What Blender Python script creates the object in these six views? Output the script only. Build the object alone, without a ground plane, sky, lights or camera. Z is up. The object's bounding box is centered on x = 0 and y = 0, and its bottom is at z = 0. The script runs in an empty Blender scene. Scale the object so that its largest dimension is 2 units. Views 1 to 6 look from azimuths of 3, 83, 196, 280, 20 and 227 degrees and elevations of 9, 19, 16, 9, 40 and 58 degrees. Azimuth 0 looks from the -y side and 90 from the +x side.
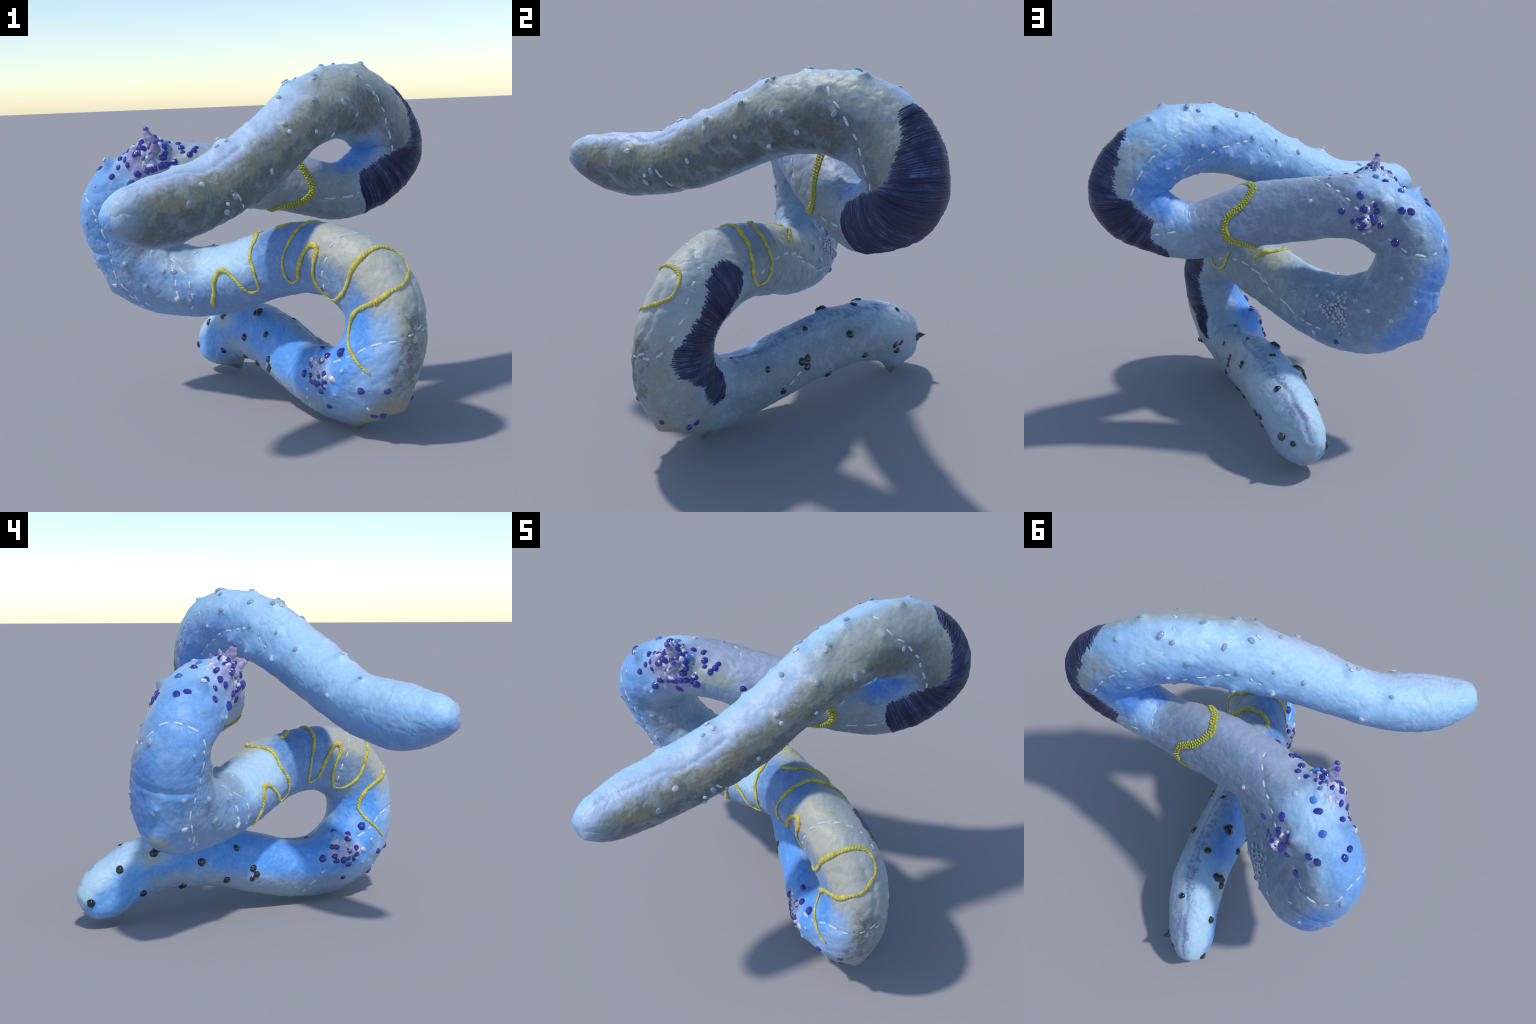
"""A soft stuffed fabric snake lying in loops, sewn with running stitches, glass beads,
yellow yarn and two satin-stitched navy patches."""
import bpy, math, random
import numpy as np
from collections import namedtuple

# --------------------------------------------------------------------------
#  The stuffed tube: a smooth spine with hand-placed stations.  Each station
#  has a place, a radius and how far its section departs from a circle
#  (oval = second harmonic, lobes = third harmonic).
# --------------------------------------------------------------------------
Station = namedtuple("Station", "at radius oval lobes")
SPINE = [
    Station((-0.470, -0.879, 1.183), radius=0.117, oval=(0.001, 0.003), lobes=(0.002, 0.002)),
    Station((-0.394, -0.731, 1.169), radius=0.164, oval=(0.017, 0.013), lobes=(-0.011, 0.005)),
    Station((-0.174, -0.484, 1.213), radius=0.157, oval=(-0.003, -0.011), lobes=(0.001, -0.001)),
    Station((0.083, -0.234, 1.372), radius=0.152, oval=(0.019, -0.001), lobes=(-0.002, 0.015)),
    Station((0.304, 0.018, 1.583), radius=0.178, oval=(-0.002, 0.013), lobes=(0.004, -0.014)),
    Station((0.507, 0.297, 1.652), radius=0.182, oval=(0.015, -0.003), lobes=(-0.002, 0.003)),
    Station((0.666, 0.493, 1.573), radius=0.187, oval=(0.026, 0.004), lobes=(0.002, 0.000)),
    Station((0.816, 0.563, 1.361), radius=0.187, oval=(0.025, 0.007), lobes=(0.007, -0.001)),
    Station((0.669, 0.471, 1.202), radius=0.166, oval=(0.009, 0.006), lobes=(-0.005, -0.012)),
    Station((0.455, 0.406, 1.113), radius=0.144, oval=(0.009, 0.010), lobes=(0.004, 0.010)),
    Station((0.209, 0.332, 1.203), radius=0.160, oval=(0.004, -0.009), lobes=(-0.009, -0.014)),
    Station((-0.132, 0.268, 1.254), radius=0.172, oval=(0.011, 0.002), lobes=(0.003, 0.008)),
    Station((-0.507, 0.254, 1.310), radius=0.169, oval=(-0.017, -0.020), lobes=(0.008, -0.022)),
    Station((-0.791, 0.310, 1.124), radius=0.201, oval=(0.016, -0.008), lobes=(-0.001, -0.004)),
    Station((-0.724, 0.362, 0.910), radius=0.186, oval=(-0.001, 0.013), lobes=(-0.009, 0.009)),
    Station((-0.637, 0.370, 0.735), radius=0.215, oval=(0.017, 0.025), lobes=(-0.007, -0.006)),
    Station((-0.404, 0.281, 0.661), radius=0.198, oval=(-0.005, 0.015), lobes=(0.013, -0.008)),
    Station((-0.130, 0.155, 0.692), radius=0.174, oval=(0.006, 0.003), lobes=(0.001, -0.003)),
    Station((0.154, 0.021, 0.819), radius=0.170, oval=(0.014, -0.002), lobes=(0.009, -0.005)),
    Station((0.407, -0.210, 0.879), radius=0.174, oval=(-0.001, 0.024), lobes=(-0.006, 0.012)),
    Station((0.637, -0.405, 0.772), radius=0.188, oval=(0.023, 0.005), lobes=(-0.003, -0.000)),
    Station((0.687, -0.459, 0.533), radius=0.178, oval=(0.032, 0.016), lobes=(-0.003, 0.007)),
    Station((0.594, -0.438, 0.306), radius=0.207, oval=(0.007, -0.000), lobes=(0.014, -0.008)),
    Station((0.417, -0.210, 0.186), radius=0.166, oval=(0.001, -0.003), lobes=(0.024, 0.005)),
    Station((0.245, 0.078, 0.247), radius=0.160, oval=(0.012, 0.006), lobes=(-0.006, -0.003)),
    Station((0.082, 0.385, 0.333), radius=0.156, oval=(0.003, 0.004), lobes=(-0.013, -0.002)),
    Station((-0.105, 0.699, 0.325), radius=0.164, oval=(0.009, -0.003), lobes=(0.012, 0.010)),
    Station((-0.268, 0.861, 0.187), radius=0.140, oval=(0.014, 0.002), lobes=(-0.006, -0.002)),
]
N = len(SPINE)
SUB = 40            # rings between two stations
AROUND = 160        # vertices in a ring


def bspline(rows, t):
    """Uniform cubic B-spline through control rows, straight-line extension at the ends."""
    rows = np.asarray(rows, float)
    n = len(rows)
    t = np.clip(np.asarray(t, float), 0, n - 1)
    k = np.minimum(t.astype(int), n - 2)
    u = (t - k)[:, None]
    ext = np.vstack([2 * rows[0] - rows[1], rows, 2 * rows[-1] - rows[-2]])
    w = ((1 - u) ** 3, 3 * u ** 3 - 6 * u * u + 4, -3 * u ** 3 + 3 * u * u + 3 * u + 1, u ** 3)
    return sum(w[d] * ext[k + d] for d in range(4)) / 6


CONTROL = [(*s.at, s.radius, *s.oval, *s.lobes) for s in SPINE]
T = np.linspace(0, N - 1, (N - 1) * SUB + 1)
ROWS = bspline(CONTROL, T)
CENTRE = ROWS[:, :3]


def carry_frames(c):
    """Frames carried along the spine without twisting, starting upright."""
    t = np.gradient(c, axis=0)
    t /= np.linalg.norm(t, axis=1)[:, None]
    u = np.zeros_like(c)
    a = np.array([0, 0, 1.0])
    a -= t[0] * (a @ t[0])
    u[0] = a / np.linalg.norm(a)
    for i in range(1, len(c)):
        a = u[i - 1] - t[i] * (u[i - 1] @ t[i])
        u[i] = a / np.linalg.norm(a)
    return t, u, np.cross(t, u)


# frames are carried at 12 steps per station, as the sections were measured, then refined
T12 = np.linspace(0, N - 1, (N - 1) * 12 + 1)
_t, _u, _w = carry_frames(bspline(CONTROL, T12)[:, :3])
TAN = np.gradient(CENTRE, axis=0)
TAN /= np.linalg.norm(TAN, axis=1)[:, None]
UP = np.stack([np.interp(T, T12, _u[:, i]) for i in range(3)], 1)
UP -= TAN * (UP * TAN).sum(1)[:, None]
UP /= np.linalg.norm(UP, axis=1)[:, None]
SIDE = np.cross(TAN, UP)

THETA = np.linspace(-math.pi, math.pi, AROUND, endpoint=False)


def section(rows, th):
    return (rows[:, 3:4] + rows[:, 4:5] * np.cos(2 * th) + rows[:, 5:6] * np.sin(2 * th)
            + rows[:, 6:7] * np.cos(3 * th) + rows[:, 7:8] * np.sin(3 * th))


def sweep():
    """Grid of points (ring, around, xyz) of the tube without its end caps."""
    rad = section(ROWS, THETA[None, :])
    d = UP[:, None] * np.cos(THETA)[None, :, None] + SIDE[:, None] * np.sin(THETA)[None, :, None]
    g = CENTRE[:, None] + d * rad[..., None]
    # in the tight bends the cloth on the inner side is gathered: rings that would
    # cross there are relaxed along the tube into one smooth saddle
    step = np.gradient(g, axis=0)
    fwd = (step * TAN[:, None]).sum(-1) / np.linalg.norm(np.gradient(CENTRE, axis=0), axis=1)[:, None]
    m = np.clip((0.45 - fwd) / 0.3, 0, 1)
    for _ in range(30):
        m = np.maximum(m, 0.5 * m + 0.25 * (np.roll(m, 1, 0) + np.roll(m, -1, 0)))
        m = np.maximum(m, 0.5 * m + 0.25 * (np.roll(m, 1, 1) + np.roll(m, -1, 1)))
    m = np.clip(m * 1.5, 0, 1)[..., None]
    for _ in range(150):
        s = g.copy()
        s[1:-1] = 0.25 * g[:-2] + 0.5 * g[1:-1] + 0.25 * g[2:]
        g = g + m * (s - g)
    for _ in range(110):
        s = 0.5 * g + 0.125 * (np.roll(g, 1, 1) + np.roll(g, -1, 1))
        s[1:-1] += 0.125 * (g[:-2] + g[2:])
        s[[0, -1]] = g[[0, -1]]
        g = g + m * (s - g)
    return g


CAP = 14


def with_caps(g):
    """Round the two ends off; returns grid and the station of every ring."""
    first, last = [], []
    for i, (ring, sign) in enumerate(((g[0], -1), (g[-1], 1))):
        c = CENTRE[0 if i == 0 else -1]
        t = TAN[0 if i == 0 else -1] * sign
        r = ROWS[0 if i == 0 else -1, 3] * (1.0 if i == 0 else 1.0)
        for k in range(1, CAP + 1):
            a = 0.5 * math.pi * k / (CAP + 0.35)
            ring_k = c + (ring - c) * math.cos(a) ** 0.72 + t * r * math.sin(a)
            (first if i == 0 else last).append(ring_k)
    full = np.concatenate([np.array(first[::-1]), g, np.array(last)])
    # soften the shoulder where the tube turns into its blunt end
    for _ in range(45):
        for sl in (slice(0, CAP + 34), slice(len(full) - CAP - 34, len(full))):
            b = full[sl]
            w = np.ones(len(b) - 2)
            ramp = np.linspace(1, 0, 24)
            if sl.start == 0:
                w[-24:] = ramp
                w[:4] = 0
            else:
                w[:24] = ramp[::-1]
                w[-4:] = 0
            b[1:-1] += 0.5 * w[:, None, None] * (0.5 * (b[:-2] + b[2:]) - b[1:-1])
    step = 0.035
    st = np.concatenate([-step * np.arange(CAP, 0, -1), T, N - 1 + step * np.arange(1, CAP + 1)])
    return full, st


def grid_normals(g):
    a = np.gradient(g, axis=0)
    b = np.roll(g, -1, 1) - np.roll(g, 1, 1)
    n = np.cross(b, a)
    n /= np.linalg.norm(n, axis=-1)[..., None] + 1e-12
    return n


# --------------------------------------------------------------------------
#  Where things sit on the tube
# --------------------------------------------------------------------------
# Glass beads, each as (station along the tube, angle round it)
BLACK_BEADS = [
    (23.62, -2.07), (23.84, -1.04), (24.53, -2.71), (24.69, -0.72), (25.13, -1.97), (25.40,
    -1.00), (26.24, -2.59), (24.24, -1.78), (24.34, -1.80), (24.30, -1.54), (26.11, -1.20),
    (26.28, -1.29), (26.31, -0.94), (27.13, -1.95), (26.60, 2.42), (27.30, 2.13), (26.38, 1.00),
    (25.43, 0.76), (25.15, 1.78), (24.59, 2.38), (24.68, 1.15), (24.28, 1.69), (24.21, 1.48),
    (24.26, 1.30), (25.93, 2.33), (25.06, 2.92), (25.09, 2.78), (25.00, 2.82), (25.50, -3.08),
    (25.84, 2.64), (25.83, 2.50), (25.85, 2.39), (26.92, -1.71)
]

INDIGO_BEADS = [
    (21.72, 2.25), (22.50, 2.70), (22.22, 2.44), (22.34, 2.34), (22.79, 2.35), (22.70, 2.30),
    (22.80, 2.11), (22.79, 1.95), (23.06, 2.14), (22.48, 2.06), (22.30, 2.03), (22.36, 1.87),
    (22.64, 1.89), (22.57, 1.69), (22.66, 1.16), (23.09, -2.90), (21.92, 1.13), (21.72, 0.60),
    (22.15, 0.39), (22.08, 0.27), (21.79, -0.18), (22.16, -0.72), (22.08, -0.57), (11.61, 2.78),
    (11.71, 2.14), (11.78, 2.40), (11.79, 2.56), (11.85, 2.12), (11.90, 2.78), (12.05, 2.70),
    (11.78, 2.13), (12.18, 2.08), (12.27, 2.39), (12.54, 2.43), (12.74, -2.94), (12.69, -2.22),
    (11.72, -1.33), (11.96, -1.92), (12.12, -1.52), (12.13, -1.23), (12.17, -1.03), (12.29,
    -1.61), (12.48, -1.30), (12.34, -1.37), (12.96, -1.25), (12.41, 2.56), (12.68, 3.12),
    (12.37, 2.88), (12.29, 2.57), (11.84, 2.68), (11.91, 2.93), (11.95, 2.52), (11.66, 3.05),
    (11.50, 2.48), (11.45, 2.62), (11.43, 2.76), (11.65, 2.06), (11.93, 2.09), (11.93, 1.77),
    (11.78, 3.04), (12.13, 2.45), (11.82, 2.29), (11.99, 2.10), (11.03, 2.22), (12.34, 1.92),
    (12.59, -2.04), (11.94, -1.09), (15.90, -1.96)
]

BLUE_BEADS = [
    (12.04, -2.94), (12.40, -2.66), (11.79, 2.71)
]

CLEAR_BEADS = [
    (2.37, 0.11), (12.81, 2.59), (13.32, 2.45), (1.62, 1.01), (2.10, 1.74), (1.96, 1.84), (1.93,
    2.06), (1.22, 1.40), (14.56, 1.68), (15.48, 1.98), (16.14, 1.29), (16.56, 0.68), (16.48,
    2.17), (14.12, 2.57), (14.80, 2.67), (4.21, 0.35), (3.85, 0.93), (3.27, 0.85), (3.25, 1.10),
    (3.61, 0.16), (4.42, 1.45), (4.28, 1.44), (5.20, 1.38), (4.60, 1.94), (3.65, 1.70), (4.04,
    2.26), (2.78, 1.78), (4.88, 0.83), (21.90, 1.81), (22.30, 1.47), (22.08, 0.65), (5.67,
    -0.25), (5.10, -0.33), (4.97, -0.52), (5.35, 0.21), (4.59, 0.02), (4.77, -1.07), (4.32,
    -0.55), (3.92, -0.12), (5.08, -1.60), (5.93, -1.83), (4.44, -1.96), (4.07, -1.23), (3.98,
    -2.03), (5.03, -2.63), (3.59, -0.91), (3.13, -0.89), (3.42, -1.74), (11.24, -1.69), (1.74,
    -0.52), (13.09, -2.06), (13.28, -2.73), (14.24, -2.14), (14.36, -1.01), (14.73, -1.87),
    (14.96, -1.27), (15.22, -0.82), (16.95, -0.84), (16.60, -1.33), (16.72, -0.04), (16.41,
    -0.68), (16.22, -0.30), (15.98, -0.53), (13.88, -1.55), (15.57, -0.53), (15.58, -1.73),
    (16.36, -1.85), (12.58, 1.86), (4.01, -0.27), (14.33, -3.03), (15.90, 1.33), (16.23, 2.12),
    (15.38, 2.92), (2.54, 0.12), (2.10, -1.43), (11.87, -2.66), (11.51, -2.52), (12.21, 3.01),
    (12.54, 2.90), (12.48, 1.74), (13.60, 1.34), (13.39, 0.79), (2.50, -0.06), (12.19, 2.10),
    (4.14, 0.43)
]

# White running stitches: where each one leaves and enters the cloth
STITCHES = [
    (13.03, 2.84, 13.04, 2.46), (13.08, 2.31, 13.19, 2.06), (13.39, 1.95, 13.70, 1.93), (13.74,
    1.90, 14.13, 2.02), (14.23, 2.10, 14.41, 2.18), (14.51, 2.29, 14.76, 2.45), (14.84, 2.44,
    15.11, 2.57), (15.19, 2.58, 15.34, 2.81), (15.42, 2.76, 15.54, 2.91), (15.94, 0.87, 16.13,
    1.00), (16.23, 1.11, 16.47, 1.38), (16.53, 1.55, 16.55, 1.85), (16.55, 1.95, 16.54, 2.14),
    (16.45, 2.46, 16.34, 2.74), (4.96, 0.70, 5.05, 1.01), (5.10, 1.08, 5.26, 1.23), (5.33, 1.35,
    5.49, 1.58), (5.61, 1.68, 5.79, 1.78), (5.89, 1.90, 6.10, 2.07), (6.25, 2.13, 6.64, 2.24),
    (6.98, 2.24, 7.36, 2.18), (9.38, 1.61, 9.09, 1.67), (9.00, 1.69, 8.70, 1.67), (8.65, 1.73,
    8.57, 1.75), (19.36, 0.79, 19.42, 0.52), (19.33, 1.07, 19.37, 0.87), (19.31, 1.56, 19.34,
    1.30), (19.28, 2.05, 19.29, 1.74), (19.30, 2.24, 19.31, 2.44), (22.08, 2.23, 21.81, 2.08),
    (21.71, 2.02, 21.59, 1.91), (21.46, 1.80, 21.28, 1.60), (21.23, 1.50, 21.09, 1.08), (21.08,
    0.99, 21.04, 0.77), (2.16, 1.69, 2.23, 2.07), (2.25, 2.19, 2.29, 2.46), (19.46, 0.40, 19.51,
    0.17), (19.55, 0.13, 19.62, -0.07), (19.68, -0.21, 19.71, -0.27), (19.86, -0.36, 19.94,
    -0.38), (20.05, -0.43, 20.15, -0.46), (20.96, 0.54, 20.93, 0.37), (20.89, 0.32, 20.82,
    0.13), (20.40, -0.47, 20.27, -0.56), (20.62, -0.38, 20.51, -0.45), (20.84, -0.14, 20.74,
    -0.29), (20.89, 0.16, 20.87, -0.01), (23.96, -1.12, 24.06, -1.26), (24.11, -1.36, 24.19,
    -1.47), (18.78, -1.49, 18.69, -1.36), (18.41, -1.18, 18.27, -1.09), (18.20, -1.04, 18.00,
    -1.01), (17.86, -1.02, 17.73, -1.03), (17.65, -1.09, 17.51, -1.18), (17.22, -1.34, 17.04,
    -1.43), (17.11, -1.36, 16.80, -1.59), (16.72, -1.64, 16.59, -1.66), (2.37, 2.62, 2.37,
    2.97), (10.66, 2.34, 10.54, 2.16), (10.47, 2.02, 10.36, 1.88), (5.09, -0.75, 5.25, -0.95),
    (5.37, -1.03, 5.54, -1.09), (5.69, -1.15, 5.82, -1.19), (5.94, -1.21, 6.13, -1.26), (6.26,
    -1.29, 6.52, -1.34), (6.64, -1.38, 6.91, -1.32), (4.64, -1.74, 4.45, -1.65), (4.36, -1.57,
    4.27, -1.50), (4.23, -1.46, 4.14, -1.38), (3.84, -1.41, 3.78, -1.53), (3.68, -1.57, 3.63,
    -1.59), (4.86, -1.92, 4.75, -1.84), (5.14, -2.12, 4.98, -2.07), (5.54, -2.35, 5.31, -2.21),
    (5.87, -2.43, 5.78, -2.36), (8.79, -2.58, 8.87, -2.34), (8.93, -2.18, 8.96, -1.90), (8.39,
    -1.19, 8.63, -1.36), (8.14, -1.00, 8.27, -1.08), (3.46, -1.61, 3.37, -1.77), (11.45, -2.29,
    11.53, -2.13), (11.60, -2.01, 11.67, -1.95), (11.76, -1.77, 11.84, -1.67), (11.91, -1.53,
    12.00, -1.43), (12.76, -1.14, 12.89, -1.21), (13.17, -1.35, 13.32, -1.56), (13.35, -1.74,
    13.39, -2.13), (13.37, -2.28, 13.32, -2.42), (13.27, -2.53, 13.16, -2.74), (17.97, -1.03,
    17.80, -1.04), (17.76, -1.09, 17.60, -1.21), (17.54, -1.25, 17.38, -1.31), (16.56, -1.67,
    16.40, -1.65), (16.33, -1.67, 16.20, -1.68), (13.11, -2.80, 13.05, -3.02), (13.04, -3.13,
    13.03, 2.90), (13.22, 2.14, 13.30, 2.05), (15.09, 2.70, 15.22, 2.78), (16.05, 1.15, 16.21,
    1.34), (16.20, 1.51, 16.23, 1.76), (16.22, 1.87, 16.27, 2.07), (23.09, 1.62, 23.00, 1.73),
    (23.25, 1.05, 23.14, 1.40), (23.31, 0.70, 23.27, 0.88), (4.96, -0.11, 4.93, -0.23), (4.96,
    0.44, 4.90, 0.24), (11.22, -2.81, 11.18, -3.03), (11.27, -2.63, 11.36, -2.48)
]

# Paths of the laid yellow yarn and of the beaded ring, and outlines of the navy patches
YARN_SHORT = [
    (16.82, 2.55), (16.85, 2.37), (16.97, 2.03), (17.02, 1.73), (17.11, 1.50), (17.23, 1.43),
    (17.32, 1.55), (17.43, 1.84), (17.50, 2.13), (17.57, 2.38), (17.67, 2.41), (17.79, 2.35),
    (17.83, 2.04), (17.83, 1.60), (17.79, 1.29), (17.83, 0.95), (17.86, 0.67), (17.84, 0.50),
    (17.77, 0.25), (17.77, -0.05), (17.85, -0.30), (17.93, -0.50), (17.98, -0.68),
]

YARN_LONG = [
    (18.20, 0.45), (18.37, 0.34), (18.47, 0.08), (18.53, -0.20), (18.53, -0.45), (18.53, -0.77),
    (18.54, -1.00), (18.53, -1.25), (18.59, -1.59), (18.71, -1.75), (18.92, -1.73),
    (19.01, -1.45), (18.96, -1.12), (18.90, -0.75), (18.84, -0.48), (18.80, -0.12),
    (18.76, 0.15), (18.73, 0.55), (18.66, 0.98), (18.52, 1.48), (18.46, 1.92), (18.46, 2.23),
    (18.54, 2.41), (18.71, 2.25), (18.78, 1.94), (18.88, 1.52), (18.97, 1.26), (19.09, 1.11),
    (19.16, 1.29), (19.11, 1.68), (19.09, 2.16), (19.19, 2.47), (19.35, 2.67), (19.66, 2.53),
    (19.84, 2.09), (19.84, 1.63), (19.80, 1.25), (19.80, 0.94), (19.81, 0.67), (19.82, 0.40),
    (19.85, 0.15), (19.92, -0.02), (20.04, -0.10), (20.16, -0.06), (20.24, 0.14),
    (20.33, 0.44), (20.36, 0.78), (20.41, 1.13), (20.41, 1.58), (20.44, 2.04), (20.69, 2.35),
    (21.10, 2.41), (21.42, 2.17), (21.54, 1.82), (21.61, 1.51), (21.64, 1.18),
]

BEADED_RING = [
    (10.20, -3.10), (10.35, -2.60), (10.31, -2.40), (10.22, -2.14), (10.10, -1.91), (9.92, -1.75),
    (9.80, -1.58), (9.72, -1.33), (9.72, -1.02), (9.80, -0.76), (9.97, -0.57), (10.14, -0.10),
    (10.20, 0.40), (10.15, 0.80), (9.98, 1.09), (9.81, 1.32), (9.70, 1.52), (9.63, 1.78),
    (9.66, 2.04), (9.79, 2.40), (9.90, 2.66), (10.05, 2.95),
]

PATCH_BEND = [
    (5.97, 0.07), (5.97, 0.53), (6.21, 0.67), (6.36, 0.82), (6.51, 1.09), (6.76, 1.39),
    (6.92, 1.56), (7.13, 1.95), (7.66, 2.36), (8.05, 2.44), (8.38, 2.47), (8.51, 2.15),
    (8.54, 1.66), (8.50, 1.26), (8.52, 0.60), (8.60, 0.10), (8.57, -0.41), (8.35, -0.63),
    (8.12, -0.77), (8.01, -1.06), (7.99, -1.40), (7.63, -1.44), (7.21, -1.38), (6.98, -1.28),
    (6.95, -1.00), (6.85, -0.80), (6.64, -0.65), (6.39, -0.53), (6.21, -0.32), (6.08, -0.20),
]

PATCH_INNER = [
    (19.43, -0.48), (19.32, -0.59), (19.25, -0.91), (19.22, -1.17), (19.33, -1.49),
    (19.45, -1.69), (19.72, -1.92), (20.52, -2.04), (20.99, -2.17), (21.58, -2.22),
    (22.20, -2.17), (22.49, -1.85), (22.56, -1.54), (22.42, -1.30), (22.12, -1.37),
    (21.60, -1.54), (21.20, -1.06), (21.12, -0.75), (20.90, -0.56), (20.73, -0.57),
    (20.57, -0.73), (20.40, -0.84), (20.13, -0.96), (19.96, -0.88), (19.76, -0.62),
    (19.63, -0.56),
]


# Bumps that push the cloth outward: (station, angle, height, reach, sharpness)
TENTS = [
    (11.96, 2.72, 0.074, 0.088, 2.4),    # gathered cloth under the two horns
    (12.18, 2.62, 0.046, 0.058, 2.0),
    (12.20, -1.15, 0.045, 0.046, 1.8),
    (12.30, -1.88, 0.042, 0.032, 1.6),   # knots of beads on the back of the loop
    (12.52, 2.90, 0.050, 0.032, 1.6),
    (14.78, -2.95, 0.035, 0.055, 1.4),
    (14.25, -3.10, 0.020, 0.014, 1.2),
    (22.58, 2.55, 0.054, 0.055, 2.0),    # bead knot low on the right loop
    (22.25, -2.95, 0.038, 0.085, 2.0),
    (22.70, -0.05, 0.045, 0.034, 1.1),   # little feet the snake stands on
    (26.85, -0.16, 0.070, 0.045, 1.2),
    (26.95, -1.86, 0.020, 0.022, 1.1),
    (25.04, 2.85, 0.014, 0.035, 1.8),
    (25.84, 2.52, 0.016, 0.040, 1.8),
    (5.30, 0.27, 0.018, 0.024, 1.3),
    (4.53, 0.08, 0.014, 0.024, 1.3),
    (2.28, 0.16, 0.014, 0.026, 1.3),
    (3.00, 0.08, 0.016, 0.030, 1.4),
    (17.90, -0.31, 0.022, 0.030, 1.3),
    (2.50, -0.06, 0.012, 0.050, 1.6),
    (2.95, 0.90, 0.016, 0.120, 2.0),
    (3.30, 1.50, 0.016, 0.070, 2.0),
    (0.30, 2.30, 0.010, 0.120, 2.0),
    (10.30, 3.00, 0.012, 0.180, 2.0),
    (12.75, -1.80, -0.008, 0.120, 2.0),
    (21.95, -0.05, 0.028, 0.045, 1.5),
    (22.00, -0.40, 0.010, 0.090, 2.0),
    # broad hollows where the cloth is pulled flat
    (11.50, 1.30, -0.020, 0.120, 2.0),
    (12.05, 1.65, -0.030, 0.100, 2.0),
    (12.40, 2.00, -0.020, 0.075, 2.0),
    (12.75, 1.85, -0.018, 0.090, 2.0),
    (13.20, 1.40, -0.016, 0.090, 2.0),
    (13.10, -1.05, -0.020, 0.110, 2.0),
    (15.60, 1.90, -0.022, 0.160, 2.0),
    (16.00, 1.50, -0.018, 0.120, 2.0),
    (22.85, 1.70, -0.012, 0.095, 2.0),
    (23.60, 2.60, -0.010, 0.110, 2.0),
    (22.60, -1.45, -0.022, 0.130, 2.0),
    (6.10, 0.85, -0.010, 0.180, 2.0),
    (4.50, 1.20, -0.004, 0.180, 2.0),
    (3.40, 0.20, -0.005, 0.150, 2.0),
    (8.50, 2.95, -0.008, 0.095, 2.0),
    (7.45, 2.00, -0.020, 0.100, 2.0),
    (8.15, 1.80, -0.010, 0.110, 2.0),
    (21.30, -2.60, -0.010, 0.120, 2.0),
    (1.90, 1.00, -0.008, 0.120, 2.0),
]
# Crusty places where thread and beads are worked thick: (station, angle, height, reach)
CRUSTS = [
    (12.00, 2.60, 0.022, 0.110), (12.22, -1.25, 0.010, 0.075), (22.52, 2.25, 0.013, 0.085),
    (15.87, -1.10, 0.005, 0.120), (8.50, 2.90, 0.004, 0.100),
]
# Grooves: seams and folds pressed into the cloth, (depth, half width, path)
GROOVES = [
    (0.008, 0.016, [(13.45, -1.09), (13.83, -1.52), (13.88, -2.0), (13.9, -2.75), (13.9, -3.11), (13.92, -3.39), (13.97, -3.8), (13.99, -4.3)]),
    (0.006, 0.012, [(22.9, -2.95), (23.25, -2.89), (23.73, -2.72), (24.26, -2.75), (24.83, -2.61), (25.99, -2.70), (26.24, -2.8), (26.44, -2.87), (26.64, -2.81), (26.92, -2.83), (27.25, -2.71)]),
    (0.005, 0.012, [(0.0, 0.22), (0.39, 0.35), (1.03, 0.45), (1.56, 0.42), (1.85, 0.62), (2.6, 0.55)]),
    (0.006, 0.014, [(19.98, 0.27), (20.49, 0.15), (20.85, 0.41), (21.21, 0.35), (21.6, 0.41)]),
    (0.008, 0.018, [(6.6, -1.7), (6.4, -2.2), (6.3, -2.7)]),
]


def unwrap(path):
    th = np.unwrap([p[1] for p in path])
    return np.array([(p[0], a) for p, a in zip(path, th)])


def smooth_path(path, per=12):
    """Catmull-Rom through (station, angle) points."""
    p = unwrap(path)
    e = np.vstack([2 * p[0] - p[1], p, 2 * p[-1] - p[-2]])
    out = []
    for i in range(len(p) - 1):
        a, b, c, d = e[i:i + 4]
        for u in np.arange(per) / per:
            out.append(0.5 * (2 * b + (c - a) * u + (2 * a - 5 * b + 4 * c - d) * u * u
                              + (3 * b - a - 3 * c + d) * u ** 3))
    out.append(p[-1])
    return np.array(out)


class Skin:
    """The tube's surface as a grid that can be asked for points and normals."""

    def __init__(self, grid, stations):
        self.g, self.st = grid, stations
        self.n = grid_normals(grid)

    def _look(self, a, s, th):
        i = np.interp(s, self.st, np.arange(len(self.st)))
        i0 = min(int(i), len(self.st) - 2)
        fi = i - i0
        j = ((th + math.pi) / (2 * math.pi) * AROUND) % AROUND
        j0 = int(j) % AROUND
        j1 = (j0 + 1) % AROUND
        fj = j - int(j)
        return ((a[i0, j0] * (1 - fj) + a[i0, j1] * fj) * (1 - fi)
                + (a[i0 + 1, j0] * (1 - fj) + a[i0 + 1, j1] * fj) * fi)

    def at(self, s, th):
        return self._look(self.g, s, th)

    def normal(self, s, th):
        v = self._look(self.n, s, th)
        return v / (np.linalg.norm(v) + 1e-12)


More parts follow.
